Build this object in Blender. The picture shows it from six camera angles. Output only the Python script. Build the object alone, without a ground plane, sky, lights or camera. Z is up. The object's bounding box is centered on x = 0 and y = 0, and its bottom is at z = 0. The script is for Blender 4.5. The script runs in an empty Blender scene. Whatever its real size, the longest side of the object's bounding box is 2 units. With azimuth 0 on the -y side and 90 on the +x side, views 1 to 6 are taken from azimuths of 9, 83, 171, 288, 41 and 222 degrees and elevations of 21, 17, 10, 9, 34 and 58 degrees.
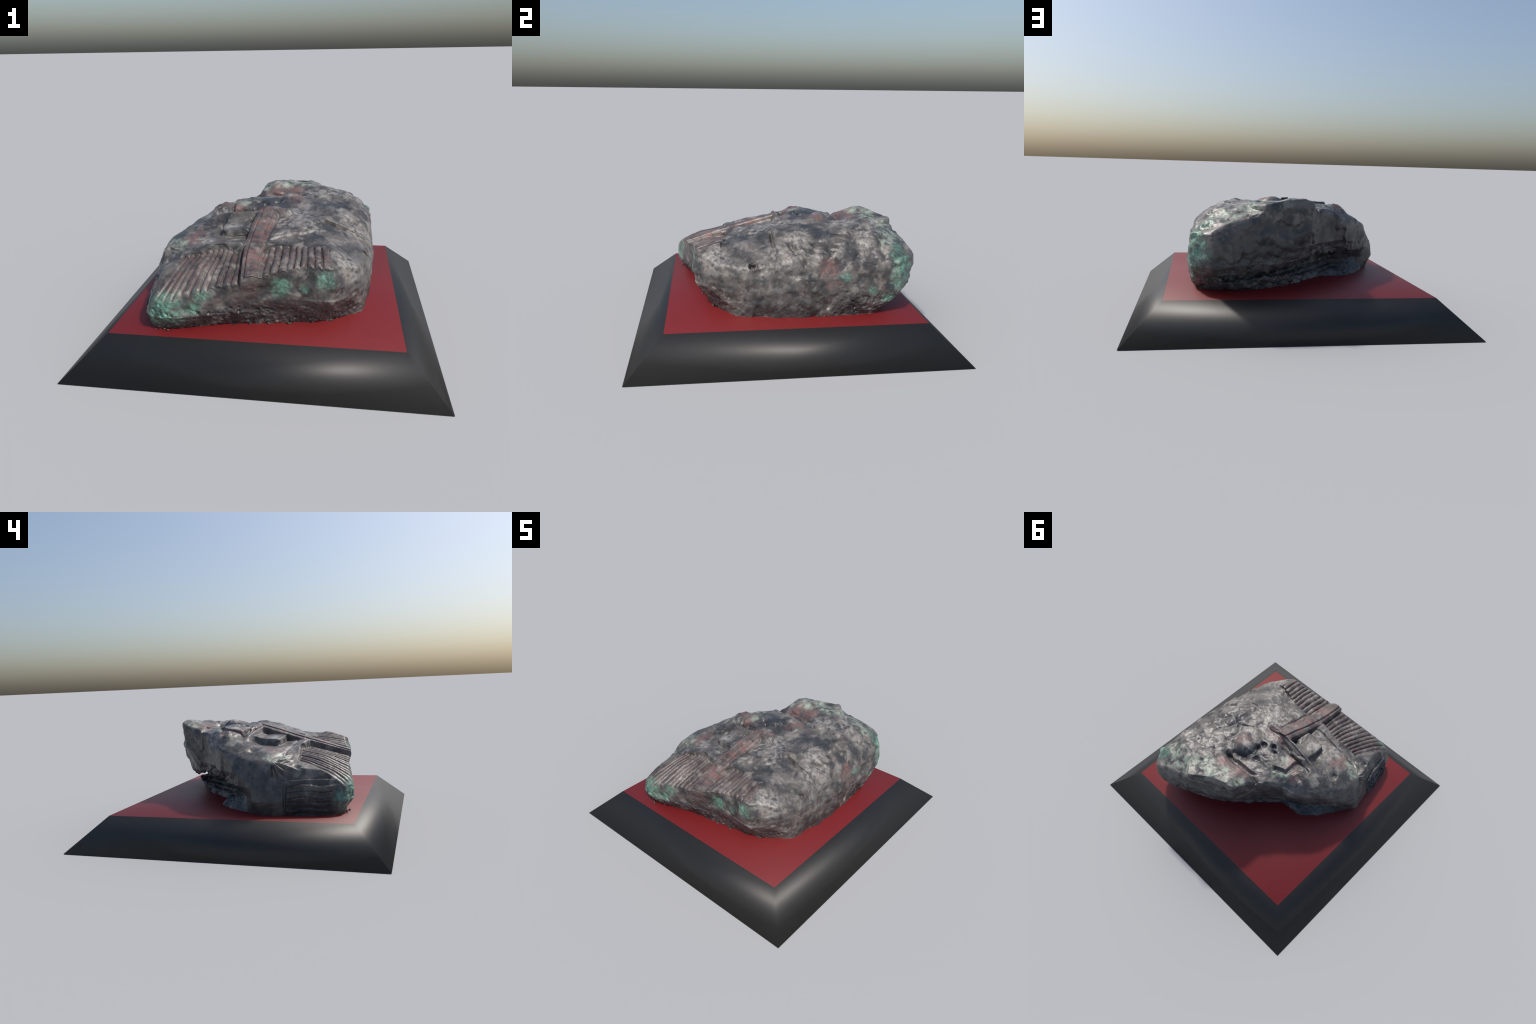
"""A weathered rock fragment with a ribbed relief, lying on a red-topped black display plinth.

The rock is one implicit solid: a plan outline that changes with height, capped by a relief
height field (plates, shaft, crossbar, slabs, rib beds), minus an undercut hollow.  It is
polygonised once, roughened with noise, and then separated into its named parts.
"""
import bpy
import numpy as np

# ----------------------------------------------------------------------------- small maths
def smoothstep(a, b, x):
    t = np.clip((x - a) / (b - a), 0.0, 1.0)
    return t * t * (3 - 2 * t)

def lerp(a, b, t):
    return a + (b - a) * t

def smooth_max(a, b, k):
    h = np.clip(0.5 + 0.5 * (a - b) / k, 0, 1)
    return lerp(b, a, h) + k * h * (1 - h)

def smooth_min(a, b, k):
    return -smooth_max(-a, -b, k)

def hash3(ix, iy, iz, seed):
    h = (ix.astype(np.uint32) * np.uint32(374761393) + iy.astype(np.uint32) * np.uint32(668265263)
         + iz.astype(np.uint32) * np.uint32(2147483647) + np.uint32(seed * 1013904223 % 4294967296))
    h = (h ^ (h >> np.uint32(13))) * np.uint32(1274126177)
    h = (h ^ (h >> np.uint32(16))) * np.uint32(2246822519)
    return (h ^ (h >> np.uint32(15))).astype(np.float64) / 4294967295.0

def turn_matrix(a, b, c):
    ca, sa, cb, sb, cc, sc = np.cos(a), np.sin(a), np.cos(b), np.sin(b), np.cos(c), np.sin(c)
    rx = np.array(((1, 0, 0), (0, ca, -sa), (0, sa, ca)))
    ry = np.array(((cb, 0, sb), (0, 1, 0), (-sb, 0, cb)))
    rz = np.array(((cc, -sc, 0), (sc, cc, 0), (0, 0, 1)))
    return rx @ ry @ rz

TURN = turn_matrix(.7, .5, .9)

def value_noise(p, scale, seed=0):
    """Smooth noise in -1..1 with features about `scale` metres across."""
    q = (p / scale) @ TURN + 100.0            # turned so that the lattice shows on no face
    i = np.floor(q).astype(np.int64)
    f = q - i
    f = f * f * f * (f * (f * 6 - 15) + 10)
    out = 0.0
    for dx in (0, 1):
        for dy in (0, 1):
            for dz in (0, 1):
                w = ((f[:, 0] if dx else 1 - f[:, 0]) * (f[:, 1] if dy else 1 - f[:, 1])
                     * (f[:, 2] if dz else 1 - f[:, 2]))
                out = out + w * hash3(i[:, 0] + dx, i[:, 1] + dy, i[:, 2] + dz, seed)
    return out * 2 - 1

def fbm(p, scale, octaves=4, seed=0, gain=0.5):
    out, amp, norm = 0.0, 1.0, 0.0
    for o in range(octaves):
        out = out + amp * value_noise(p @ turn_matrix(.4 * o, .9 * o, .3 * o), scale / 2 ** o, seed + o * 7)
        norm += amp
        amp *= gain
    return out / norm

def cell_distance(p, scale, seed=0):
    """Distance to the nearest scattered point (in units of scale) and that point's random value."""
    q = p / scale + 100.0
    i = np.floor(q).astype(np.int64)
    best = np.full(len(p), 9.0)
    rnd = np.zeros(len(p))
    for dx in (-1, 0, 1):
        for dy in (-1, 0, 1):
            for dz in (-1, 0, 1):
                c = i + np.array((dx, dy, dz))
                pt = np.stack([c[:, k] + hash3(c[:, 0], c[:, 1], c[:, 2], seed + k) for k in range(3)], 1)
                d = np.linalg.norm(q - pt, axis=1)
                near = d < best
                best = np.where(near, d, best)
                rnd = np.where(near, hash3(c[:, 0], c[:, 1], c[:, 2], seed + 5), rnd)
    return best, rnd

def thin_plate(points, x, y, stiffness=1e-4):
    """Smooth surface through scattered (x, y, z) control points."""
    pts = np.array(points, float)
    n = len(pts)
    def kern(r2):
        return 0.5 * r2 * np.log(r2 + 1e-9)
    d2 = ((pts[:, None, :2] - pts[None, :, :2]) ** 2).sum(-1)
    A = np.zeros((n + 3, n + 3))
    A[:n, :n] = kern(d2) + stiffness * np.eye(n)
    A[:n, n] = A[n, :n] = 1
    A[:n, n + 1:] = pts[:, :2]
    A[n + 1:, :n] = pts[:, :2].T
    w = np.linalg.solve(A, np.concatenate([pts[:, 2], np.zeros(3)]))
    out = w[n] + w[n + 1] * x + w[n + 2] * y
    for k in range(n):
        out = out + w[k] * kern((x - pts[k, 0]) ** 2 + (y - pts[k, 1]) ** 2)
    return out

def polygon_distance(poly, x, y):
    """Signed distance in plan to a closed polygon, negative inside."""
    poly = np.array(poly, float)
    best = np.full(x.shape, 1e9)
    inside = np.zeros(x.shape, bool)
    for k in range(len(poly)):
        (ax, ay), (bx, by) = poly[k], poly[(k + 1) % len(poly)]
        t = np.clip(((x - ax) * (bx - ax) + (y - ay) * (by - ay)) / ((bx - ax) ** 2 + (by - ay) ** 2), 0, 1)
        best = np.minimum(best, np.hypot(x - ax - t * (bx - ax), y - ay - t * (by - ay)))
        if ay != by:
            inside ^= ((ay > y) != (by > y)) & (x < (bx - ax) * (y - ay) / (by - ay) + ax)
    return np.where(inside, -best, best)

def polyline_distance(line, x, y):
    """Distance in plan to an open polyline, with the position 0..1 along it."""
    best = np.full(x.shape, 1e9)
    where = np.zeros(x.shape)
    n = len(line) - 1
    for k in range(n):
        (ax, ay), (bx, by) = line[k], line[k + 1]
        t = np.clip(((x - ax) * (bx - ax) + (y - ay) * (by - ay)) / ((bx - ax) ** 2 + (by - ay) ** 2), 0, 1)
        d = np.hypot(x - ax - t * (bx - ax), y - ay - t * (by - ay))
        where = np.where(d < best, (k + t) / n, where)
        best = np.minimum(best, d)
    return best, where

def bump(x, y, cx, cy, rx, ry, turn=0.0):
    c, s = np.cos(turn), np.sin(turn)
    u = ((x - cx) * c + (y - cy) * s) / rx
    v = (-(x - cx) * s + (y - cy) * c) / ry
    return np.exp(-(u * u + v * v))

# ----------------------------------------------------------------------------- measurements
PLINTH_TOP, PLINTH_FOOT, PLINTH_HEIGHT = 0.786, 1.0, 0.2
CENTRE = (0.02, -0.03)

# Plan outline of the rock at rising heights, running anticlockwise from the near left corner.
OUTLINES = {
    0.20: [(-.55, -.70), (-.40, -.68), (-.17, -.60), (0, -.575), (.2, -.545), (.43, -.475), (.575, -.355),
           (.615, -.15), (.63, .1), (.628, .35), (.61, .515), (.495, .54), (.32, .56), (.06, .44), (-.1, .29),
           (-.23, .17), (-.40, .15), (-.5, .06), (-.66, -.2), (-.63, -.6)],
    0.29: [(-.57, -.73), (-.45, -.76), (-.2, -.67), (0, -.60), (.2, -.58), (.4, -.555), (.565, -.415),
           (.622, -.2), (.64, .1), (.645, .4), (.63, .605), (.495, .675), (.3, .61), (.1, .51), (-.02, .39), (-.12, .22),
           (-.28, .07), (-.45, -.04), (-.60, -.10), (-.695, -.165), (-.66, -.34), (-.63, -.55), (-.60, -.69)],
    0.37: [(-.57, -.71), (-.45, -.752), (-.25, -.70), (-.05, -.63), (.1, -.61), (.2, -.605), (.41, -.61), (.55, -.475),
           (.62, -.25), (.645, .05), (.65, .4), (.652, .645), (.51, .75), (.25, .66), (.05, .55), (-.06, .45),
           (-.15, .32), (-.3, .18), (-.44, .09), (-.57, .01), (-.685, -.17), (-.63, -.35), (-.595, -.55)],
    0.45: [(-.53, -.70), (-.45, -.715), (-.25, -.70), (-.06, -.665), (.05, -.63), (.2, -.61), (.41, -.62), (.55, -.48),
           (.615, -.27), (.64, 0), (.643, .3), (.655, .63), (.525, .772), (.25, .685), (.05, .58), (-.085, .485),
           (-.155, .365), (-.28, .255), (-.43, .15), (-.58, .02), (-.65, -.18), (-.612, -.31), (-.545, -.48)],
    0.55: [(-.52, -.68), (-.3, -.69), (-.07, -.70), (.03, -.68), (.13, -.635), (.27, -.605), (.41, -.61),
           (.53, -.46), (.59, -.26), (.603, 0), (.622, .3), (.645, .635), (.525, .765), (.25, .705), (.05, .595),
           (-.085, .53), (-.145, .39), (-.26, .275), (-.38, .22), (-.52, .065), (-.595, -.12), (-.59, -.3), (-.54, -.47)],
    0.65: [(-.5, -.66), (-.05, -.69), (.27, -.59), (.41, -.575), (.51, -.42), (.555, -.2), (.572, .05),
           (.595, .3), (.595, .56), (.49, .71), (.25, .705), (.08, .595), (-.085, .54), (-.13, .40), (-.25, .29),
           (-.38, .22), (-.48, .08), (-.54, -.1), (-.54, -.3)],
}

# Level of the plates that carry the relief.
PLATE = [
    (-.10, -.387, .612), (-.20, -.385, .600), (-.30, -.385, .578), (-.40, -.39, .545), (-.48, -.36, .525),
    (-.57, -.45, .470), (-.58, -.25, .530), (-.46, -.25, .570), (-.29, -.235, .580), (-.10, -.27, .600),
    (-.15, -.12, .600), (-.30, -.10, .600), (-.42, -.10, .605), (-.52, -.05, .565),
    (.032, -.382, .612), (.16, -.39, .612), (.276, -.402, .608), (.37, -.45, .605), (.50, -.42, .545),
    (.03, -.33, .630), (.273, -.255, .646), (.33, -.15, .662), (.42, -.15, .622), (.52, -.22, .570),
    (.588, -.265, .520), (.19, -.066, .683), (.10, -.15, .670), (.50, -.05, .615), (.585, -.08, .55),
    (-.25, .02, .652), (-.36, .06, .655), (-.35, .13, .668), (-.24, .22, .690), (-.44, .12, .605), (-.36, .21, .600),
    (0, .02, .695), (-.05, .13, .718), (0, .22, .706), (-.06, .30, .692), (-.14, .33, .680),
    (.18, .0, .692), (.20, .12, .697), (.22, .30, .702), (.32, .05, .702), (.42, .08, .680), (.52, .10, .640),
    (.32, .2, .697), (.40, .3, .703), (.52, .33, .665), (.25, .45, .725), (.40, .48, .715), (.52, .52, .655),
    (.60, .2, .590), (.60, .5, .585), (.12, .40, .705), (-.10, .45, .705), (.02, .54, .742), (.18, .62, .715),
    (.35, .68, .640), (.48, .66, .620), (.30, .58, .700),
    (-.30, -.60, .53), (0, -.62, .55), (.3, -.60, .57),
]
LEFT_BED = [(-.115, -.405, .556), (-.27, -.40, .538), (-.43, -.395, .513), (-.50, -.45, .49), (-.08, -.55, .520),
            (-.08, -.67, .488), (-.3, -.55, .505), (-.3, -.68, .450), (-.45, -.55, .475), (-.53, -.62, .435),
            (-.545, -.70, .395), (-.42, -.70, .420), (-.55, -.5, .455)]
RIGHT_BED = [(.05, -.40, .565), (.20, -.41, .592), (.36, -.43, .617), (.05, -.50, .552), (.05, -.60, .532),
             (.20, -.50, .580), (.20, -.60, .562), (.36, -.55, .588), (.44, -.50, .600), (.42, -.60, .570)]

# The undercut hollow below the far left edge and the tunnel that runs on behind it: x, y, z, radius.
HOLLOW = [(-.42, .08, .29, .040), (-.24, .175, .305, .088), (-.08, .315, .32, .095), (.10, .455, .325, .068),
          (.3, .57, .312, .050), (.45, .63, .288, .050), (.64, .72, .258, .055)]
HOLLOW_FLOOR = .228

LEFT_RIBS, RIGHT_RIBS = 11, 9

# ----------------------------------------------------------------------------- rib coordinates
def left_rib_coordinate(x, y):
    """0..LEFT_RIBS across the left bed; the ribs fan out and sweep left towards the near edge."""
    t = np.clip((-y - .39) / .31, -.3, 1.3)
    left = -.445 - .075 * t - .03 * np.maximum(t, 0) ** 2
    right = -.095 + .014 * t
    return (x - left) / (right - left) * LEFT_RIBS + .06 * np.sin(y * 24 + x * 11) + .10 * np.sin(x * 33 + 1.0)

def right_rib_coordinate(x, y):
    t = np.clip((-y - .39) / .2, -.3, 1.3)
    left = .048 - .004 * t
    right = .375 + .012 * t
    return (x - left) / (right - left) * RIGHT_RIBS + .05 * np.sin(y * 31 + x * 9) + .16 * np.sin(x * 27)

def rib_profile(u):
    f = u - np.floor(u)
    return np.sqrt(np.maximum(1 - (2 * f - 1) ** 2, 0)) * 0.65 + 0.35 * (1 - np.abs(2 * f - 1) ** 3)

def shaft_half_width(y):
    return np.interp(y, [-.68, -.47, -.37, -.14], [.048, .053, .060, .067])

def shaft_centre(y):
    return np.interp(y, [-.70, -.60, -.47, -.37, -.27, -.14, -.06], [-.026, -.032, -.040, -.037, -.030, -.013, -.006])

SLAB_NEAR = [(-.262, -.224), (-.170, -.238), (-.06, -.245), (-.06, -.06), (-.268, -.05), (-.258, -.10)]
SLAB_FAR = [(-.228, .040), (-.105, .036), (-.09, .12), (-.14, .20), (-.24, .165)]
BACK_PLATE = [(-.135, .375), (.0, .386), (.10, .384), (.175, .372), (.23, .46), (.30, .60), (.2, .70), (-.2, .60)]
RIDGE = [(-.33, -.02), (-.22, -.035), (-.05, -.055), (.06, -.06), (.145, -.055)]
STEP = [(.30, -.112), (.36, -.120), (.43, -.122), (.50, -.108), (.56, -.115), (.64, -.14)]

def relief(x, y):
    """Height of the upper surface and the masks of the pieces that stand out of it."""
    m = {}
    wob = np.sin(x * 37 + 1.3 * np.sin(y * 29)) * .004 + np.sin(y * 43 + 1.7 * np.sin(x * 31)) * .004
    top = thin_plate(PLATE, x, y)

    # crease lines and shallow steps of the plates
    d, _ = polyline_distance([(-.5, -.31), (-.3, -.315), (-.09, -.33)], x, y)
    top -= .006 * np.exp(-(d / .008) ** 2)
    top -= .010 * smoothstep(.01, -.01, y - (-.359 + (x - .033) * .44) + wob) * smoothstep(.02, .06, x) * smoothstep(.42, .25, x) * smoothstep(-.47, -.40, y)
    # crossbar ridge with a steep near side
    crest = np.interp(x, [q[0] for q in RIDGE], [q[1] for q in RIDGE])
    crest_z = np.interp(x, [-.33, -.22, -.05, .06, .145], [.656, .676, .701, .709, .711])
    across = y - crest
    roof = crest_z - np.where(across < 0, np.maximum(-across - .012, 0) * 1.8, across * .55)
    along = smoothstep(-.37, -.30, x) * smoothstep(.165, .12, x)
    wedge = np.where(across < 0, smoothstep(-.045, -.03, across), smoothstep(.06, .03, across))
    ridge_top = np.where(wedge > 0, roof, 0)
    m['crossbar'] = (along > .5) & (across > -.034) & (across < .03) & (ridge_top > top - .004)
    top = np.where(along * wedge > 0, lerp(top, np.maximum(top, roof), along * wedge), top)
    # near slab beside the shaft
    d = polygon_distance(SLAB_NEAR, x, y) + wob * .5
    slab = .637 + (x + .18) * .10 + (y + .16) * .05 + .30 * np.maximum(y + .11, 0)
    k = smoothstep(.005, -.005, d)
    m['slab_near'] = d < .004
    top = lerp(top, np.maximum(slab, top), k)
    top -= .060 * bump(x, y, -.080, -.100, .020, .026)
    top -= .022 * bump(x, y, -.285, -.105, .020, .030)
    # far slab, in a trench of its own
    d, _ = polyline_distance([(-.09, .03), (-.16, .026), (-.24, .028), (-.252, .10), (-.25, .17), (-.18, .21)], x, y)
    top -= .018 * np.exp(-(d / .013) ** 2)
    d = polygon_distance(SLAB_FAR, x, y) + wob * .6
    slab = .697 + (y - .1) * .16 - (x + .17) * .03
    k = smoothstep(.005, -.005, d)
    m['slab_far'] = d < .003
    top = lerp(top, np.maximum(slab, top), k)
    ring, _ = polyline_distance([(-.34, .035), (-.24, .015), (-.1, .0), (-.06, -.005)], x, y)
    top -= .020 * np.exp(-(ring / .013) ** 2)
    # rounded coil, dimples and knobs behind the crossbar
    r = np.hypot(x + .342, y - .127)
    top += .010 * np.exp(-((r - .030) / .014) ** 2) - .006 * np.exp(-(r / .012) ** 2)
    top -= .030 * bump(x, y, -.47, -.115, .020, .034, .6)
    top += .014 * bump(x, y, 0, -.01, .055, .04)
    top += .038 * bump(x, y, .125, .215, .070, .050, -.35)
    top += .014 * bump(x, y, .20, .17, .04, .04)
    for cx, cy, rr, dep in ((-.035, .075, .017, .035), (-.075, .105, .016, .030), (.03, .12, .02, .026), (.045, .165, .016, .02),
                            (.16, .345, .032, .036), (-.02, .25, .02, .016), (.05, .29, .03, .016), (.12, .31, .05, .016)):
        top -= dep * bump(x, y, cx, cy, rr, rr * .8)
    d, _ = polyline_distance([(.185, -.02), (.20, .06), (.25, .10), (.24, .20), (.26, .28)], x + wob, y + wob)
    top -= .010 * np.exp(-(d / .014) ** 2)
    for line, wide, deep in (([(.05, .16), (.03, .23), (.06, .28), (.14, .295)], .016, .016), ([(.20, .13), (.225, .19), (.20, .26)], .010, .006),
                             ([(-.15, .36), (0, .366), (.10, .364), (.19, .35)], .018, .024)):
        d, _ = polyline_distance(line, x + wob, y + wob)
        top -= deep * np.exp(-(d / wide) ** 2)
    # plate along the far edge
    d = polygon_distance(BACK_PLATE, x, y) + wob * .4
    plate = np.minimum(.704 + (y - .38) * .30, .745) - np.maximum(x - .07, 0) * .16 - np.maximum(-x - .03, 0) * .30
    k = smoothstep(.006, -.006, d)
    m['back_plate'] = d < .004
    top = lerp(top, np.maximum(plate, top), k)
    top += .010 * bump(x, y, .20, .55, .05, .05)

    # rib beds cut into the near side
    u = left_rib_coordinate(x, y)
    bed = thin_plate(LEFT_BED, x, y) + (.019 + .004 * np.sin(np.floor(u) * 2.4)) * (rib_profile(u) - .7) * smoothstep(-.1, .15, u) * smoothstep(LEFT_RIBS + .3, LEFT_RIBS, u)
    back = -.392 + .012 * np.sin(x * 18)
    inside = smoothstep(back + .005, back - .005, y + wob * .5) * smoothstep(-.9, -.2, u) * smoothstep(-.04, -.05, x)
    m['left_bed'] = (inside > .5)
    m['left_u'] = u
    top = lerp(top, np.minimum(bed, top + .01), inside)
    u = right_rib_coordinate(x, y)
    bed = thin_plate(RIGHT_BED, x, y) + (.020 + .005 * np.sin(np.floor(u) * 1.9)) * (rib_profile(u) - .7) * smoothstep(RIGHT_RIBS + .4, RIGHT_RIBS - .2, u)
    back = -.388 - .05 * smoothstep(.15, .40, x)
    inside = smoothstep(back + .005, back - .005, y + wob * .5) * smoothstep(.0, .01, x) * smoothstep(.47, .37, x)
    m['right_bed'] = (inside > .5) & (u < RIGHT_RIBS)
    m['right_u'] = u
    top = lerp(top, np.minimum(bed, top + .01), inside)

    # shaft with a groove on each side of its middle strip, parted from the plates by a narrow gap
    half = shaft_half_width(y)
    v = x - shaft_centre(y)
    top -= .012 * np.exp(-((np.abs(v) - half - .006) / .006) ** 2) * smoothstep(-.08, -.12, y) * np.where(v < 0, 1, .6)
    crown = .671 + (y + .193) * .300 - .45 * np.maximum(-v - .03, 0) - .55 * np.maximum(v - .034, 0)
    crown += .004 * smoothstep(.036, .028, np.abs(v - .004))
    crown -= .014 * np.exp(-((v + .028) / .0045) ** 2) + .010 * np.exp(-((v - .035) / .0045) ** 2)
    k = smoothstep(half + .004, half - .006, np.abs(v)) * smoothstep(-.035, -.055, y)
    m['shaft'] = (np.abs(v) < half + .002) & (y < -.05)
    top = lerp(top, np.maximum(crown, np.where(y > -.37, top, crown)), k)
    foot = smoothstep(.078, .066, v) * smoothstep(.04, .05, v) * smoothstep(-.45, -.56, y)
    top = lerp(top, np.maximum(top, .60 + (y + .40) * .36), foot)

    # shell-like cone at the left end of the beds, with small folds fanning out behind it
    top += .020 * bump(x, y, -.575, -.45, .030, .035)
    top -= .022 * bump(x, y, -.545, -.415, .016, .02)
    top += .006 * smoothstep(-.4, -.36, y) * np.sin(y * 120 + x * 60) * bump(x, y, -.50, -.33, .06, .05)
    return top, m

# ----------------------------------------------------------------------------- implicit rock
def radius_table(angles):
    """Radius of every outline, cast from the centre, on a fine ring of angles."""
    rows = []
    for z in sorted(OUTLINES):
        poly = np.array(OUTLINES[z]) - CENTRE
        r = np.zeros(len(angles))
        for k in range(len(poly)):
            a, b = poly[k], poly[(k + 1) % len(poly)]
            c, s = np.cos(angles), np.sin(angles)
            den = c * (b[1] - a[1]) - s * (b[0] - a[0])
            den = np.where(np.abs(den) < 1e-9, 1e-9, den)
            rr = (a[0] * (b[1] - a[1]) - a[1] * (b[0] - a[0])) / den
            t = np.where(abs(b[0] - a[0]) > abs(b[1] - a[1]), (rr * c - a[0]) / (b[0] - a[0] + 1e-12), (rr * s - a[1]) / (b[1] - a[1] + 1e-12))
            ok = (t >= -1e-6) & (t <= 1 + 1e-6) & (rr > 0)
            r = np.where(ok, np.maximum(r, rr), r)
        for _ in range(6):
            r = (np.roll(r, 1) + 2 * r + np.roll(r, -1)) / 4
        rows.append(r)
    return np.array(sorted(OUTLINES)), np.array(rows)

CELL = 0.0037
def build_field():
    xs = np.arange(-.78, .72, CELL)
    ys = np.arange(-.82, .83, CELL)
    zs = np.arange(.182, .80, CELL)
    X, Y = np.meshgrid(xs, ys, indexing='ij')
    top, masks = relief(X, Y)
    gx, gy = np.gradient(top, CELL)
    slope = np.sqrt(1 + np.minimum(gx ** 2 + gy ** 2, 6))
    ang = np.arctan2(Y - CENTRE[1], X - CENTRE[0])
    rad = np.hypot(X - CENTRE[0], Y - CENTRE[1])
    ring = np.linspace(-np.pi, np.pi, 721)[:-1]
    levels, table = radius_table(ring)
    pos = (ang + np.pi) / (2 * np.pi) * 720
    i0 = np.floor(pos).astype(int) % 720
    i1 = (i0 + 1) % 720
    fr = pos - np.floor(pos)
    rings = [table[k][i0] * (1 - fr) + table[k][i1] * fr for k in range(len(levels))]
    # page-like layers and the plain slab beside them, on the left face
    layered = smoothstep(-.36, -.38, Y) * smoothstep(-.66, -.62, Y) * smoothstep(-.45, -.5, X)
    plain = smoothstep(-.10, -.13, Y) * smoothstep(-.345, -.335, Y) * smoothstep(-.45, -.5, X)
    seam = np.exp(-((Y + .352) / .008) ** 2) * smoothstep(-.45, -.5, X)
    F = np.empty((len(xs), len(ys), len(zs)), np.float32)
    for k, z in enumerate(zs):
        j = int(np.clip(np.searchsorted(levels, z) - 1, 0, len(levels) - 2))
        t = np.clip((z - levels[j]) / (levels[j + 1] - levels[j]), 0, 1)
        R = rings[j] * (1 - t) + rings[j + 1] * t
        if z < .41:
            saw = (z - .2) / .036 + .12 * np.sin(Y * 30)
            saw = saw - np.floor(saw)
            R = R + layered * (.022 * saw ** 1.5 - .008) + plain * .004 - seam * .014 * smoothstep(.41, .38, z)
        side = (rad - R) * .92
        f = smooth_max((z - top) / slope, side, .018)
        if .20 < z < .46:
            floor = HOLLOW_FLOOR - .02 * smoothstep(-.2, -.5, X) + .008 * np.sin(X * 40) * np.sin(Y * 33)
            for a, b in zip(HOLLOW[:-1], HOLLOW[1:]):
                a, b = np.array(a), np.array(b)
                ab = b[:3] - a[:3]
                h = np.clip(((X - a[0]) * ab[0] + (Y - a[1]) * ab[1] + (z - a[2]) * ab[2]) / (ab @ ab), 0, 1)
                d = np.sqrt((X - a[0] - h * ab[0]) ** 2 + (Y - a[1] - h * ab[1]) ** 2 + (1.25 * (z - a[2] - h * ab[2])) ** 2)
                d = d + .008 * np.sin(X * 61 + z * 50) * np.sin(Y * 47 - z * 83)
                f = smooth_max(f, np.minimum(lerp(a[3], b[3], h) - d, z - floor), .012)
        # drilled hole in the right shoulder
        for hx, hz, hr in ((.605, .528, .024), (.580, .518, .021), (.560, .510, .016)):
            d = np.sqrt((X - hx) ** 2 + (Y + .262) ** 2 + (z - hz) ** 2)
            f = smooth_max(f, hr - d, .005)
        f = np.maximum(f, .194 - z)
        F[:, :, k] = f
    return xs, ys, zs, F

def surface_net(xs, ys, zs, F):
    """Naive surface nets: one vertex per crossed cell, one quad per crossed grid edge."""
    inside = F < 0
    n = inside[:-1, :-1, :-1].astype(np.int8)
    corners = [(a, b, c) for a in (0, 1) for b in (0, 1) for c in (0, 1)]
    total = sum(inside[a:a + n.shape[0], b:b + n.shape[1], c:c + n.shape[2]].astype(np.int8) for a, b, c in corners)
    cells = np.argwhere((total > 0) & (total < 8))
    index = np.full(n.shape, -1, np.int32)
    index[cells[:, 0], cells[:, 1], cells[:, 2]] = np.arange(len(cells))
    val = {c: F[cells[:, 0] + c[0], cells[:, 1] + c[1], cells[:, 2] + c[2]].astype(float) for c in corners}
    acc, cnt = np.zeros((len(cells), 3)), np.zeros(len(cells))
    for c in corners:
        for ax in range(3):
            if c[ax] == 0:
                e = list(c); e[ax] = 1; e = tuple(e)
                cross = (val[c] < 0) != (val[e] < 0)
                t = np.where(cross, val[c] / np.where(cross, val[c] - val[e], 1), 0)
                pt = np.tile(np.array(c, float), (len(cells), 1))
                pt[:, ax] = t
                acc += pt * cross[:, None]
                cnt += cross
    verts = (cells + acc / cnt[:, None]) * CELL + np.array((xs[0], ys[0], zs[0]))
    quads = []
    for ax in range(3):
        lo = [slice(1, -1)] * 3; lo[ax] = slice(0, -1)
        hi = [slice(1, -1)] * 3; hi[ax] = slice(1, None)
        a, b = inside[tuple(lo)], inside[tuple(hi)]
        for flip in (False, True):
            e = np.argwhere((a & ~b) if not flip else (~a & b))
            off = np.ones(3, int); off[ax] = 0
            e = e + off
            u, v = [(1, 2), (2, 0), (0, 1)][ax]
            q = []
            for du, dv in ((0, 0), (-1, 0), (-1, -1), (0, -1)):
                g = e.copy(); g[:, u] += du; g[:, v] += dv
                q.append(index[g[:, 0], g[:, 1], g[:, 2]])
            q = np.stack(q, 1)
            quads.append(q[:, ::-1] if flip else q)
    return verts, np.concatenate(quads)

def vertex_normals(v, q):
    n = np.cross(v[q[:, 2]] - v[q[:, 0]], v[q[:, 3]] - v[q[:, 1]])
    out = np.zeros_like(v)
    for k in range(4):
        for a in range(3):
            out[:, a] += np.bincount(q[:, k], n[:, a], len(v))
    return out / np.maximum(np.linalg.norm(out, axis=1, keepdims=True), 1e-12)

def relax(v, q, weight, rounds):
    for _ in range(rounds):
        s, c = np.zeros_like(v), np.zeros(len(v))
        for k in range(4):
            for o in (1, 3):
                c += np.bincount(q[:, k], minlength=len(v))
                for a in range(3):
                    s[:, a] += np.bincount(q[:, k], v[q[:, (k + o) % 4], a], len(v))
        v = lerp(v, s / c[:, None], weight)
    return v

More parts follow.
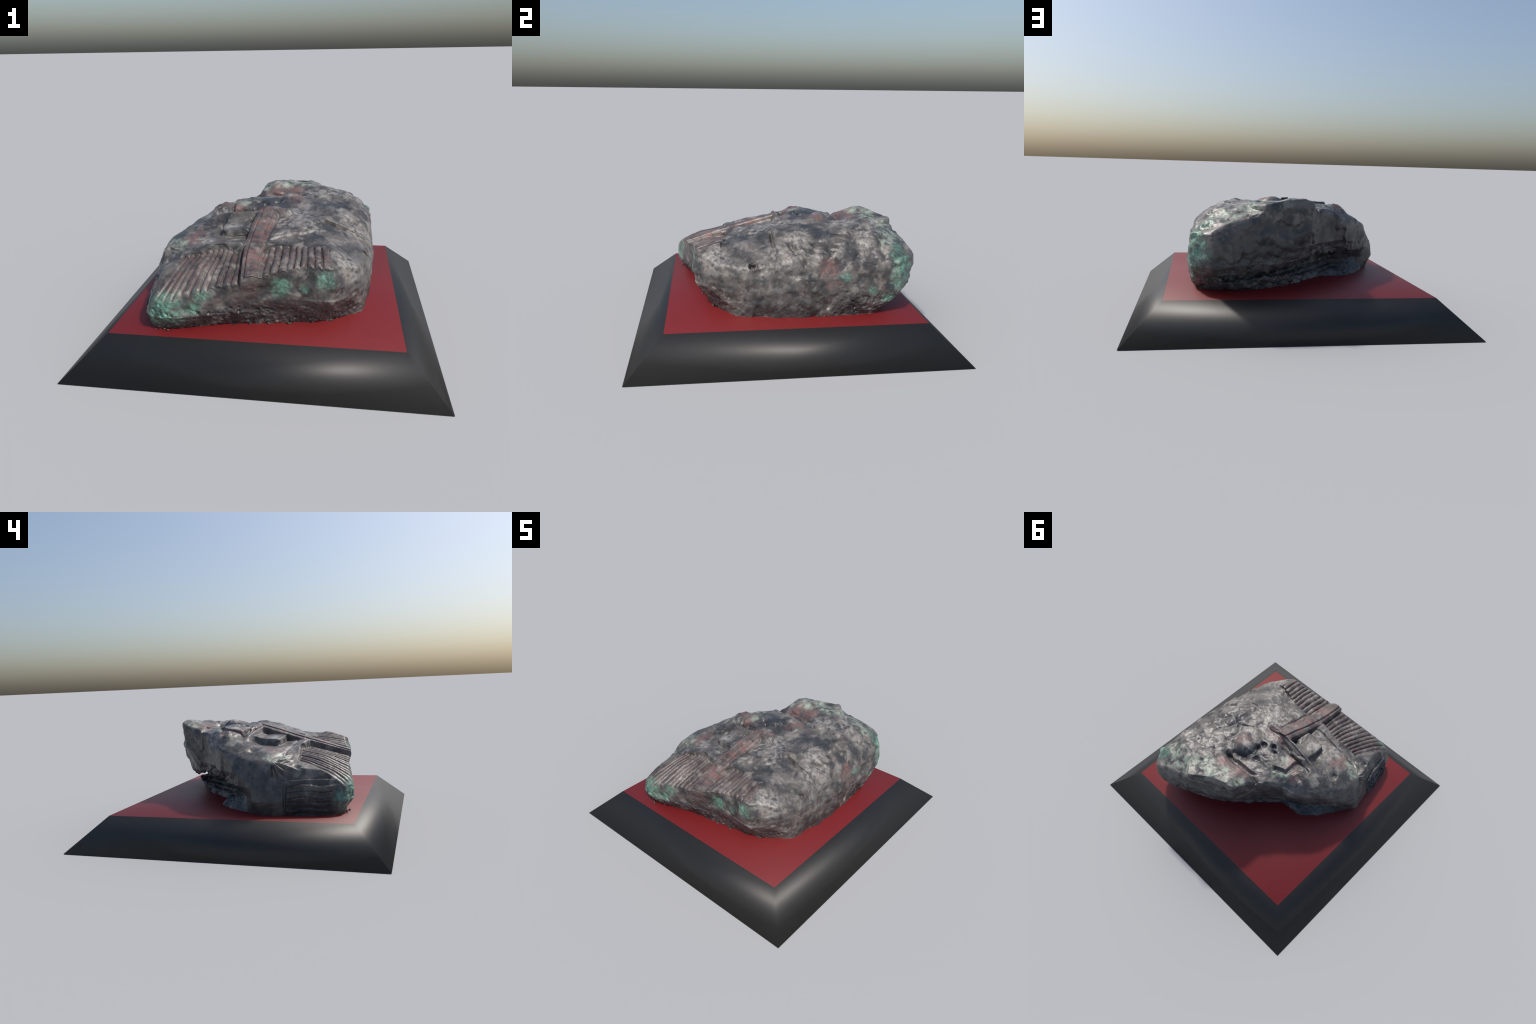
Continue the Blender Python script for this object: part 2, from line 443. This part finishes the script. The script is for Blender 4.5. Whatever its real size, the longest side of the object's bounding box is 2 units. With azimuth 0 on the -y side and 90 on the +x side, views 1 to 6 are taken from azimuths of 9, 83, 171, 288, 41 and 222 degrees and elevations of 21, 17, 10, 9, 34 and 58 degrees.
def roughen(v, q):
    """Lumps, pits, flakes and grain that follow where the rock is smooth, knobbly or porous."""
    n = vertex_normals(v, q)
    x, y, z = v.T
    top, m = relief(x, y)
    on_top = smoothstep(.03, .012, np.abs(z - top)) * smoothstep(.1, .35, n[:, 2])
    worked = on_top * np.where(m['left_bed'] | m['right_bed'] | m['shaft'], 1.0,
                               np.where(m['slab_near'] | m['slab_far'] | m['crossbar'] | (x < -.1) & (y < .0), .65, 0.0))
    left_face = smoothstep(-.3, -.6, n[:, 0]) * smoothstep(.0, -.1, y)
    far_face = smoothstep(.2, .5, n[:, 1]) * smoothstep(.36, .42, z)
    quiet = np.clip(1 - .85 * worked - .6 * left_face - .4 * far_face, .12, 1)
    knobbly = smoothstep(.12, .3, x) * smoothstep(-.2, .15, y) * (1 - far_face)
    rough_side = smoothstep(.35, .55, x)
    d = .006 * fbm(v, .16, 3, 11) * (.4 + .6 * quiet)
    d += .0045 * fbm(v, .05, 3, 23) * quiet
    d += .0014 * fbm(v, .017, 2, 31) * quiet
    d += knobbly * (.016 * (np.abs(value_noise(v, .085, 41)) - .3) + .006 * (np.abs(value_noise(v, .045, 47)) - .3)) * (.35 + .65 * smoothstep(.1, .5, n[:, 2]))
    d += rough_side * .004 * fbm(v, .06, 2, 53)
    d += (1 - quiet) * .0012 * fbm(v, .02, 2, 59)
    # sharp flaky breaks on the sides
    side = smoothstep(.55, .2, np.abs(n[:, 2])) * (1 - left_face)
    flake = value_noise(v, .11, 61) + .3 * value_noise(v, .045, 63)
    d += side * quiet * .010 * (smoothstep(-.35, .35, flake) - .5)
    # porous band around the foot
    porous = smoothstep(.36, .28, z + .05 * value_noise(v, .1, 67)) * (1 - left_face)
    porous *= smoothstep(-.3, -.5, y) + smoothstep(.1, .3, y) * .8 + .25
    dist, rnd = cell_distance(v, .034, 71)
    d -= np.clip(porous, 0, 1) * .011 * smoothstep(.42, .12, dist) * (rnd > .45)
    dist, rnd = cell_distance(v, .016, 73)
    d -= np.clip(porous, 0, 1) * .005 * smoothstep(.45, .15, dist) * (rnd > .5)
    d += np.clip(porous, 0, 1) * .006 * fbm(v, .022, 2, 79)
    # folds fanning out below the left shoulder
    fold_r = np.sqrt((y + .265) ** 2 + (z - .525) ** 2 + (x + .575) ** 2)
    fold_a = np.arctan2(.525 - z, -.265 - y)
    fan = smoothstep(.015, .05, fold_r) * smoothstep(.135, .09, fold_r) * smoothstep(-.35, .0, fold_a) * smoothstep(1.9, 1.5, fold_a) * (x < -.45)
    d += fan * .008 * np.cos(fold_a * 19)
    # step, slit and arc-shaped recess on the right shoulder
    edge = np.interp(x, [q[0] for q in STEP], [q[1] for q in STEP])
    shoulder = smoothstep(.30, .35, x) * smoothstep(.47, .51, z) * smoothstep(.2, .5, n[:, 0] + n[:, 2])
    d += shoulder * .015 * smoothstep(-.004, .004, y - edge + .004 * value_noise(v, .03, 89)) * smoothstep(.16, .0, y)
    for line, wide, deep in (([(.35, -.122, .65), (.40, -.126, .634), (.46, -.120, .60)], .008, .034),
                             ([(.50, -.02, .62), (.535, -.005, .596), (.568, .025, .56), (.59, .05, .52), (.60, .09, .48)], .016, .036)):
        away = np.full(len(v), 9.0)
        for a, b in zip(np.array(line[:-1]), np.array(line[1:])):
            t = np.clip(((v - a) @ (b - a)) / ((b - a) @ (b - a)), 0, 1)
            away = np.minimum(away, np.linalg.norm((v - a - t[:, None] * (b - a)) * np.array((.6, 1, .6)), axis=1))
        d -= deep * np.exp(-(away / wide) ** 2)
    # broad ridges and hollows behind the crossbar, chipped facets on the far face
    broad = on_top * smoothstep(.0, .08, y) * smoothstep(-.1, .1, x)
    d += broad * .014 * (.32 - np.abs(value_noise(v, .13, 101)))
    facet = value_noise(v, .14, 103) + .4 * value_noise(v, .06, 107)
    d += far_face * .014 * (smoothstep(-.22, .22, facet) - .5)
    # torn rock in the undercut
    torn = smoothstep(.25, -.1, n[:, 2]) * smoothstep(-.15, .05, y) * smoothstep(.46, .40, z) * smoothstep(.6, .4, x)
    d += torn * .016 * fbm(v, .06, 3, 97, .6)
    # a few pores on the knobbly field
    dist, rnd = cell_distance(v, .05, 83)
    d -= knobbly * .006 * smoothstep(.24, .08, dist) * (rnd > .8)
    return v + n * d[:, None]

# ----------------------------------------------------------------------------- materials
class Nodes:
    """Thin helper for writing node trees as expressions."""
    def __init__(self, name):
        self.mat = bpy.data.materials.new(name)
        self.mat.use_nodes = True
        self.t = self.mat.node_tree
        self.bsdf = self.t.nodes['Principled BSDF']
        self.obj = self.t.nodes.new('ShaderNodeTexCoord').outputs['Object']

    def new(self, kind, **props):
        n = self.t.nodes.new(kind)
        for k, val in props.items():
            setattr(n, k, val)
        return n

    def put(self, socket, value):
        if isinstance(value, bpy.types.NodeSocket):
            self.t.links.new(value, socket)
        else:
            socket.default_value = value

    def noise(self, scale, detail=4, rough=.55, vec=None, distortion=0.0):
        n = self.new('ShaderNodeTexNoise')
        self.put(n.inputs['Vector'], vec or self.obj)
        n.inputs['Scale'].default_value = scale
        n.inputs['Detail'].default_value = detail
        n.inputs['Roughness'].default_value = rough
        n.inputs['Distortion'].default_value = distortion
        return n.outputs['Fac']

    def voronoi(self, scale, feature='F1', vec=None):
        n = self.new('ShaderNodeTexVoronoi', feature=feature)
        self.put(n.inputs['Vector'], vec or self.obj)
        n.inputs['Scale'].default_value = scale
        return n.outputs['Distance']

    def math(self, op, a, b=0.0, clamp=False):
        n = self.new('ShaderNodeMath', operation=op, use_clamp=clamp)
        self.put(n.inputs[0], a)
        self.put(n.inputs[1], b)
        return n.outputs[0]

    def ramp(self, fac, lo, hi):
        n = self.new('ShaderNodeMapRange', interpolation_type='SMOOTHSTEP')
        self.put(n.inputs['Value'], fac)
        n.inputs['From Min'].default_value = lo
        n.inputs['From Max'].default_value = hi
        return n.outputs[0]

    def mix(self, fac, a, b):
        n = self.new('ShaderNodeMix', data_type='RGBA')
        self.put(n.inputs[0], fac)
        for s, c in ((n.inputs[6], a), (n.inputs[7], b)):
            self.put(s, c if isinstance(c, bpy.types.NodeSocket) else (*c, 1))
        return n.outputs[2]

    def spots(self, places, vec):
        """1 near any of the (x, y, z, radius) places, fading to 0 at the radius."""
        out = None
        for px, py, pz, r in places:
            n = self.new('ShaderNodeVectorMath', operation='DISTANCE')
            self.put(n.inputs[0], vec)
            n.inputs[1].default_value = (px, py, pz)
            one = self.ramp(n.outputs['Value'], r * 1.35, r * .30)
            out = one if out is None else self.math('MAXIMUM', out, one)
        return out

    def warped(self, scale, amount):
        n = self.new('ShaderNodeTexNoise')
        self.put(n.inputs['Vector'], self.obj)
        n.inputs['Scale'].default_value = scale
        n.inputs['Detail'].default_value = 3
        s = self.new('ShaderNodeVectorMath', operation='SUBTRACT')
        self.put(s.inputs[0], n.outputs['Color'])
        s.inputs[1].default_value = (.5, .5, .5)
        g = self.new('ShaderNodeVectorMath', operation='SCALE')
        self.put(g.inputs[0], s.outputs[0])
        g.inputs['Scale'].default_value = amount
        a = self.new('ShaderNodeVectorMath', operation='ADD')
        self.put(a.inputs[0], self.obj)
        self.put(a.inputs[1], g.outputs[0])
        return a.outputs[0]

VERDIGRIS = [(-.47, -.745, .33, .11), (-.55, -.70, .29, .07), (-.27, -.69, .41, .045), (-.33, -.71, .34, .045), (.13, -.60, .44, .06),
             (.26, -.60, .44, .03), (.37, -.60, .49, .055), (.47, -.52, .56, .02), (.63, .67, .52, .085), (.64, .66, .43, .085),
             (.60, .72, .47, .08), (.66, .304, .462, .034), (.66, .47, .36, .028), (.64, .58, .31, .045), (.56, .66, .62, .06), (.62, .60, .60, .04)]
PALE_GREEN = [(.30, .60, .71, .08), (.04, .49, .73, .06), (.20, .53, .73, .07), (.46, .60, .68, .07), (-.08, .47, .71, .05), (-.26, .20, .69, .04), (.10, .56, .745, .06), (-.02, .52, .742, .04), (.40, .66, .65, .07), (.28, .64, .69, .05), (-.56, -.25, .545, .05), (-.50, -.30, .54, .05),
              (-.58, -.45, .48, .04), (-.17, .11, .69, .045), (-.20, .23, .69, .03), (.53, .58, .66, .06), (-.40, .02, .64, .03)]
RUSSET = [(-.02, -.02, .69, .06), (.08, -.03, .69, .05), (-.01, -.20, .665, .07), (-.012, -.33, .625, .05), (-.015, -.52, .57, .08), (-.42, -.24, .565, .08),
          (.0, .42, .71, .10), (.12, .42, .72, .07), (.17, .22, .725, .05), (-.2, .07, .69, .06), (-.32, .14, .665, .06),
          (.62, .19, .50, .07), (.62, .23, .42, .05), (.15, .20, .73, .05)]
PALE_PATCHES = [(-.012, -.195, .668, .022), (.19, -.066, .70, .10), (.11, -.16, .67, .08), (.14, -.055, .71, .035), (.26, -.2, .66, .08),
            (.48, -.50, .56, .10), (.45, .02, .66, .09), (.56, -.02, .60, .07), (.10, .22, .74, .05), (.12, -.30, .64, .05),
            (-.24, -.60, .47, .05), (.0, .50, .74, .06), (.53, -.1, .60, .07), (.30, .35, .72, .10), (.45, .45, .70, .09), (.33, .55, .70, .07),
            (-.20, -.17, .64, .06), (-.15, -.30, .60, .05), (-.36, -.30, .58, .07), (-.30, .03, .66, .06), (-.36, .16, .66, .05), (.58, .45, .62, .06)]
INKY = [(-.02, .12, .70, .09), (.02, .20, .70, .08), (-.08, .22, .69, .07), (.10, .28, .70, .05), (.33, .12, .69, .07), (.43, .17, .69, .08),
        (.36, -.18, .64, .05), (.62, .33, .58, .06), (-.13, -.05, .63, .03)]

DARK_PATCHES = [(.25, .74, .42, .22), (.02, .60, .44, .20), (-.18, .42, .40, .21), (-.42, .18, .36, .22), (-.60, -.02, .33, .18), (.47, .74, .33, .15),  # darker grey tint on the far and left faces and around the foot
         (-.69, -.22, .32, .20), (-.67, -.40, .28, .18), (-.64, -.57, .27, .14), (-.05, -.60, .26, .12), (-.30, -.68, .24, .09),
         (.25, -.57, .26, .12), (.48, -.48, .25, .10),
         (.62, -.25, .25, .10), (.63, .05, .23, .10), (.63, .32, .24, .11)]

def rock_material(name, russet_bias=0.0):
    g = Nodes(name)
    near = g.warped(22, .07)
    far = g.warped(9, .10)
    mottle = g.noise(24, 4, .6)
    grain = g.noise(70, 3, .6)
    c = g.mix(g.ramp(g.noise(9, 3, .5, vec=far), .38, .62), (.053, .052, .051), (.138, .129, .121))
    c = g.mix(g.math('MULTIPLY', g.ramp(g.noise(12, 3, .55, vec=near), .50, .68), .60), c, (.315, .296, .272))
    c = g.mix(g.math('MULTIPLY', g.ramp(g.noise(10, 3, .5, vec=near), .56, .70), .42), c, (.150, .095, .086))
    c = g.mix(g.math('MULTIPLY', g.ramp(g.noise(15, 4, .55, vec=far), .52, .68), .78), c, (.036, .042, .052))
    c = g.mix(g.math('MULTIPLY', g.ramp(g.noise(21, 3, .5, vec=near), .60, .72), .35), c, (.330, .310, .290))
    dark_tint = g.math('MULTIPLY', g.spots(DARK_PATCHES, far), .80)
    c = g.mix(dark_tint, c, g.mix(g.ramp(mottle, .35, .65), (.030, .032, .036), (.056, .056, .058)))
    inky = g.math('MULTIPLY', g.spots(INKY, near), .75)
    c = g.mix(inky, c, (.030, .035, .044))
    redness = g.math('ADD', g.spots(RUSSET, near), russet_bias, True)
    redness = g.math('MULTIPLY', redness, g.ramp(g.noise(30, 4, .6), .36, .62))
    c = g.mix(g.math('MULTIPLY', redness, .75), c, (.240, .120, .110))
    pale = g.math('MULTIPLY', g.spots(PALE_PATCHES, near), g.ramp(g.noise(34, 4, .6), .38, .66))
    c = g.mix(g.math('MULTIPLY', pale, .7), c, (.45, .43, .40))
    green = g.math('MULTIPLY', g.spots(PALE_GREEN, near), g.ramp(g.noise(28, 4, .6), .38, .62))
    c = g.mix(g.math('MULTIPLY', green, .7), c, (.41, .51, .41))
    verd = g.math('MULTIPLY', g.spots(VERDIGRIS, near), g.ramp(g.noise(24, 5, .65), .28, .58))
    tone = g.mix(g.ramp(grain, .35, .65), (.075, .205, .152), (.215, .440, .330))
    c = g.mix(g.math('MULTIPLY', verd, .8), c, tone)
    # fine value grain
    c2 = g.new('ShaderNodeHueSaturation')
    g.put(c2.inputs['Color'], c)
    g.put(c2.inputs['Value'], g.math('ADD', g.math('MULTIPLY', grain, .3), .67))
    g.put(g.bsdf.inputs['Base Color'], c2.outputs[0])
    g.put(g.bsdf.inputs['Roughness'], g.math('ADD', g.math('MULTIPLY', mottle, .30), .27))
    g.bsdf.inputs['Specular IOR Level'].default_value = .5
    b = g.new('ShaderNodeBump')
    b.inputs['Strength'].default_value = .45
    b.inputs['Distance'].default_value = .004
    g.put(b.inputs['Height'], g.math('ADD', g.noise(45, 4, .6), g.math('MULTIPLY', grain, .25)))
    g.put(g.bsdf.inputs['Normal'], b.outputs[0])
    return g.mat

def plain_material(name, colour, rough):
    g = Nodes(name)
    c = g.mix(g.ramp(g.noise(3, 3), .3, .7), tuple(v * .97 for v in colour), tuple(v * 1.03 for v in colour))
    g.put(g.bsdf.inputs['Base Color'], c)
    g.bsdf.inputs['Roughness'].default_value = rough
    return g.mat

# ----------------------------------------------------------------------------- objects
def empty(name, label, category):
    o = bpy.data.objects.new(name, None)
    bpy.context.scene.collection.objects.link(o)
    o['label'], o['category'] = label, category
    return o

def mesh_object(name, verts, faces, normals, material, parent):
    me = bpy.data.meshes.new(name)
    faces = np.asarray(faces)
    me.vertices.add(len(verts))
    me.vertices.foreach_set('co', np.ascontiguousarray(verts, np.float32).ravel())
    k = faces.shape[1]
    me.loops.add(faces.size)
    me.loops.foreach_set('vertex_index', np.ascontiguousarray(faces, np.int32).ravel())
    me.polygons.add(len(faces))
    me.polygons.foreach_set('loop_start', np.arange(0, faces.size, k, dtype=np.int32))
    me.update(calc_edges=True)
    me.polygons.foreach_set('use_smooth', np.ones(len(faces), bool))
    me.normals_split_custom_set_from_vertices([tuple(t) for t in normals])
    me.materials.append(material)
    o = bpy.data.objects.new(name, me)
    bpy.context.scene.collection.objects.link(o)
    o.parent = parent
    return o

def build_plinth():
    top = empty('display_plinth', 'square black bevelled plinth with a red top', 'plinth')
    a, b, h = PLINTH_TOP, PLINTH_FOOT, PLINTH_HEIGHT
    sq = [(-1, -1), (1, -1), (1, 1), (-1, 1)]
    lower = [(sx * b, sy * b, 0) for sx, sy in sq]
    upper = [(sx * a, sy * a, h) for sx, sy in sq]
    black = plain_material('black_lacquer', (.0125, .0125, .0125), .48)
    red = plain_material('red_lacquer', (.150, .0085, .0095), .50)
    # sides and top share softened corner normals, so light rolls over them as over a moulded block
    run, slant = b - a, np.hypot(b - a, h)
    foot_angle = np.arctan2(slant, run)                     # corner angle of a side at the foot
    def corner_normal(sx, sy, angle, up):
        n = np.array((sx * h / slant, sy * h / slant, 2 * run / slant)) * angle + np.array((0, 0, up * np.pi / 2))
        return n / np.linalg.norm(n)
    foot = [corner_normal(sx, sy, foot_angle, -1) for sx, sy in sq]
    rim = [corner_normal(sx, sy, np.pi - foot_angle, 1) for sx, sy in sq]
    sides = [(k, (k + 1) % 4, (k + 1) % 4 + 4, k + 4) for k in range(4)]
    mesh_object('bevelled_side', np.array(lower + upper), sides, foot + rim, black, top)
    mesh_object('underside', np.array(lower), [(3, 2, 1, 0)], foot, black, top)
    mesh_object('top_panel', np.array(upper), [(0, 1, 2, 3)], rim, red, top)
    return top

def build_rock():
    rock = empty('ribbed_rock', 'dark weathered rock with ribbed relief and green patina', 'rock')
    v, q = surface_net(*build_field())
    v = relax(v, q, .35, 1)
    v = roughen(v, q)
    v = relax(v, q, .15, 1)
    v[:, 2] = np.maximum(v[:, 2], .196)
    n = vertex_normals(v, q)
    c = v[q].mean(1)
    fn = n[q].mean(1)
    top, m = relief(c[:, 0], c[:, 1])
    upper = (np.abs(c[:, 2] - top) < .035) & (fn[:, 2] > -.1)
    region = np.zeros(len(q), int)          # 0 body
    names = {0: 'rock_body'}
    kinds = [('back_plate', 'plate', upper & m['back_plate']), ('slab_far', 'slab', upper & m['slab_far']),
             ('slab_near', 'slab', upper & m['slab_near']), ('crossbar', 'crossbar', upper & m['crossbar']),
             ('shaft', 'shaft', upper & m['shaft'])]
    for side, count in (('left', LEFT_RIBS), ('right', RIGHT_RIBS)):
        number = np.floor(m[side + '_u']).astype(int)
        for k in range(count):
            kinds.insert(0, (f'{side}{k}', 'rib', upper & m[side + '_bed'] & (number == k) & ~m['shaft'] & (fn[:, 2] > .3)))
    left = fn[:, 0] < -.5
    kinds.append(('layers', 'layered_face', left & (c[:, 1] < -.36) & (c[:, 1] > -.64) & (c[:, 2] < .40) & (c[:, 0] < -.5)))
    kinds.append(('panel', 'side_slab', left & (c[:, 1] > -.345) & (c[:, 1] < -.13) & (c[:, 2] < .41) & (c[:, 0] < -.5)))
    for i, (_, kind, mask) in enumerate(kinds):
        region[mask] = i + 1
        names[i + 1] = kind
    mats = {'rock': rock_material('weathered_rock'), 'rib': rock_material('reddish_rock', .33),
            }
    pick = {'rib': 'rib', 'shaft': 'rib'}
    for i, kind in names.items():
        f = q[region == i]
        if len(f) == 0:
            continue
        used, inv = np.unique(f, return_inverse=True)
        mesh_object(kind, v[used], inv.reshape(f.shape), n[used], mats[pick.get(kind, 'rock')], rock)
    return rock

def build_crumbs(rock):
    """Loose grains broken off along the foot of the rock."""
    rng = np.random.default_rng(12)
    phi = (1 + 5 ** .5) / 2
    ico = np.array([(-1, phi, 0), (1, phi, 0), (-1, -phi, 0), (1, -phi, 0), (0, -1, phi), (0, 1, phi),
                    (0, -1, -phi), (0, 1, -phi), (phi, 0, -1), (phi, 0, 1), (-phi, 0, -1), (-phi, 0, 1)]) / 1.9
    tri = np.array([(0, 11, 5), (0, 5, 1), (0, 1, 7), (0, 7, 10), (0, 10, 11), (1, 5, 9), (5, 11, 4), (11, 10, 2), (10, 7, 6),
                    (7, 1, 8), (3, 9, 4), (3, 4, 2), (3, 2, 6), (3, 6, 8), (3, 8, 9), (4, 9, 5), (2, 4, 11), (6, 2, 10), (8, 6, 7), (9, 8, 1)])
    foot = np.array([(-.54, -.715), (-.46, -.715), (-.38, -.69), (-.17, -.615), (0, -.59), (.2, -.56), (.43, -.49), (.56, -.38)])
    verts, norms, faces = [], [], []
    for k in range(18):
        t = rng.random() * (len(foot) - 1)
        i = int(t)
        p = lerp(foot[i], foot[i + 1], t - i) + rng.normal(0, .004, 2) + np.array((0, .004))
        size = rng.uniform(.003, .009)
        shape = ico * rng.uniform(.35, 1.4, (12, 1)) * size * np.array((1.7, 1, .7))
        faces.append(tri + 12 * k)
        verts.append(shape + np.array((p[0], p[1], .2 + size * .6)))
        norms.append(shape / np.linalg.norm(shape, axis=1, keepdims=True))
    o = mesh_object('crumbs', np.concatenate(verts), np.concatenate(faces), np.concatenate(norms), bpy.data.materials['weathered_rock'], rock)
    o['kind'] = 'stuff'

build_plinth()
build_crumbs(build_rock())
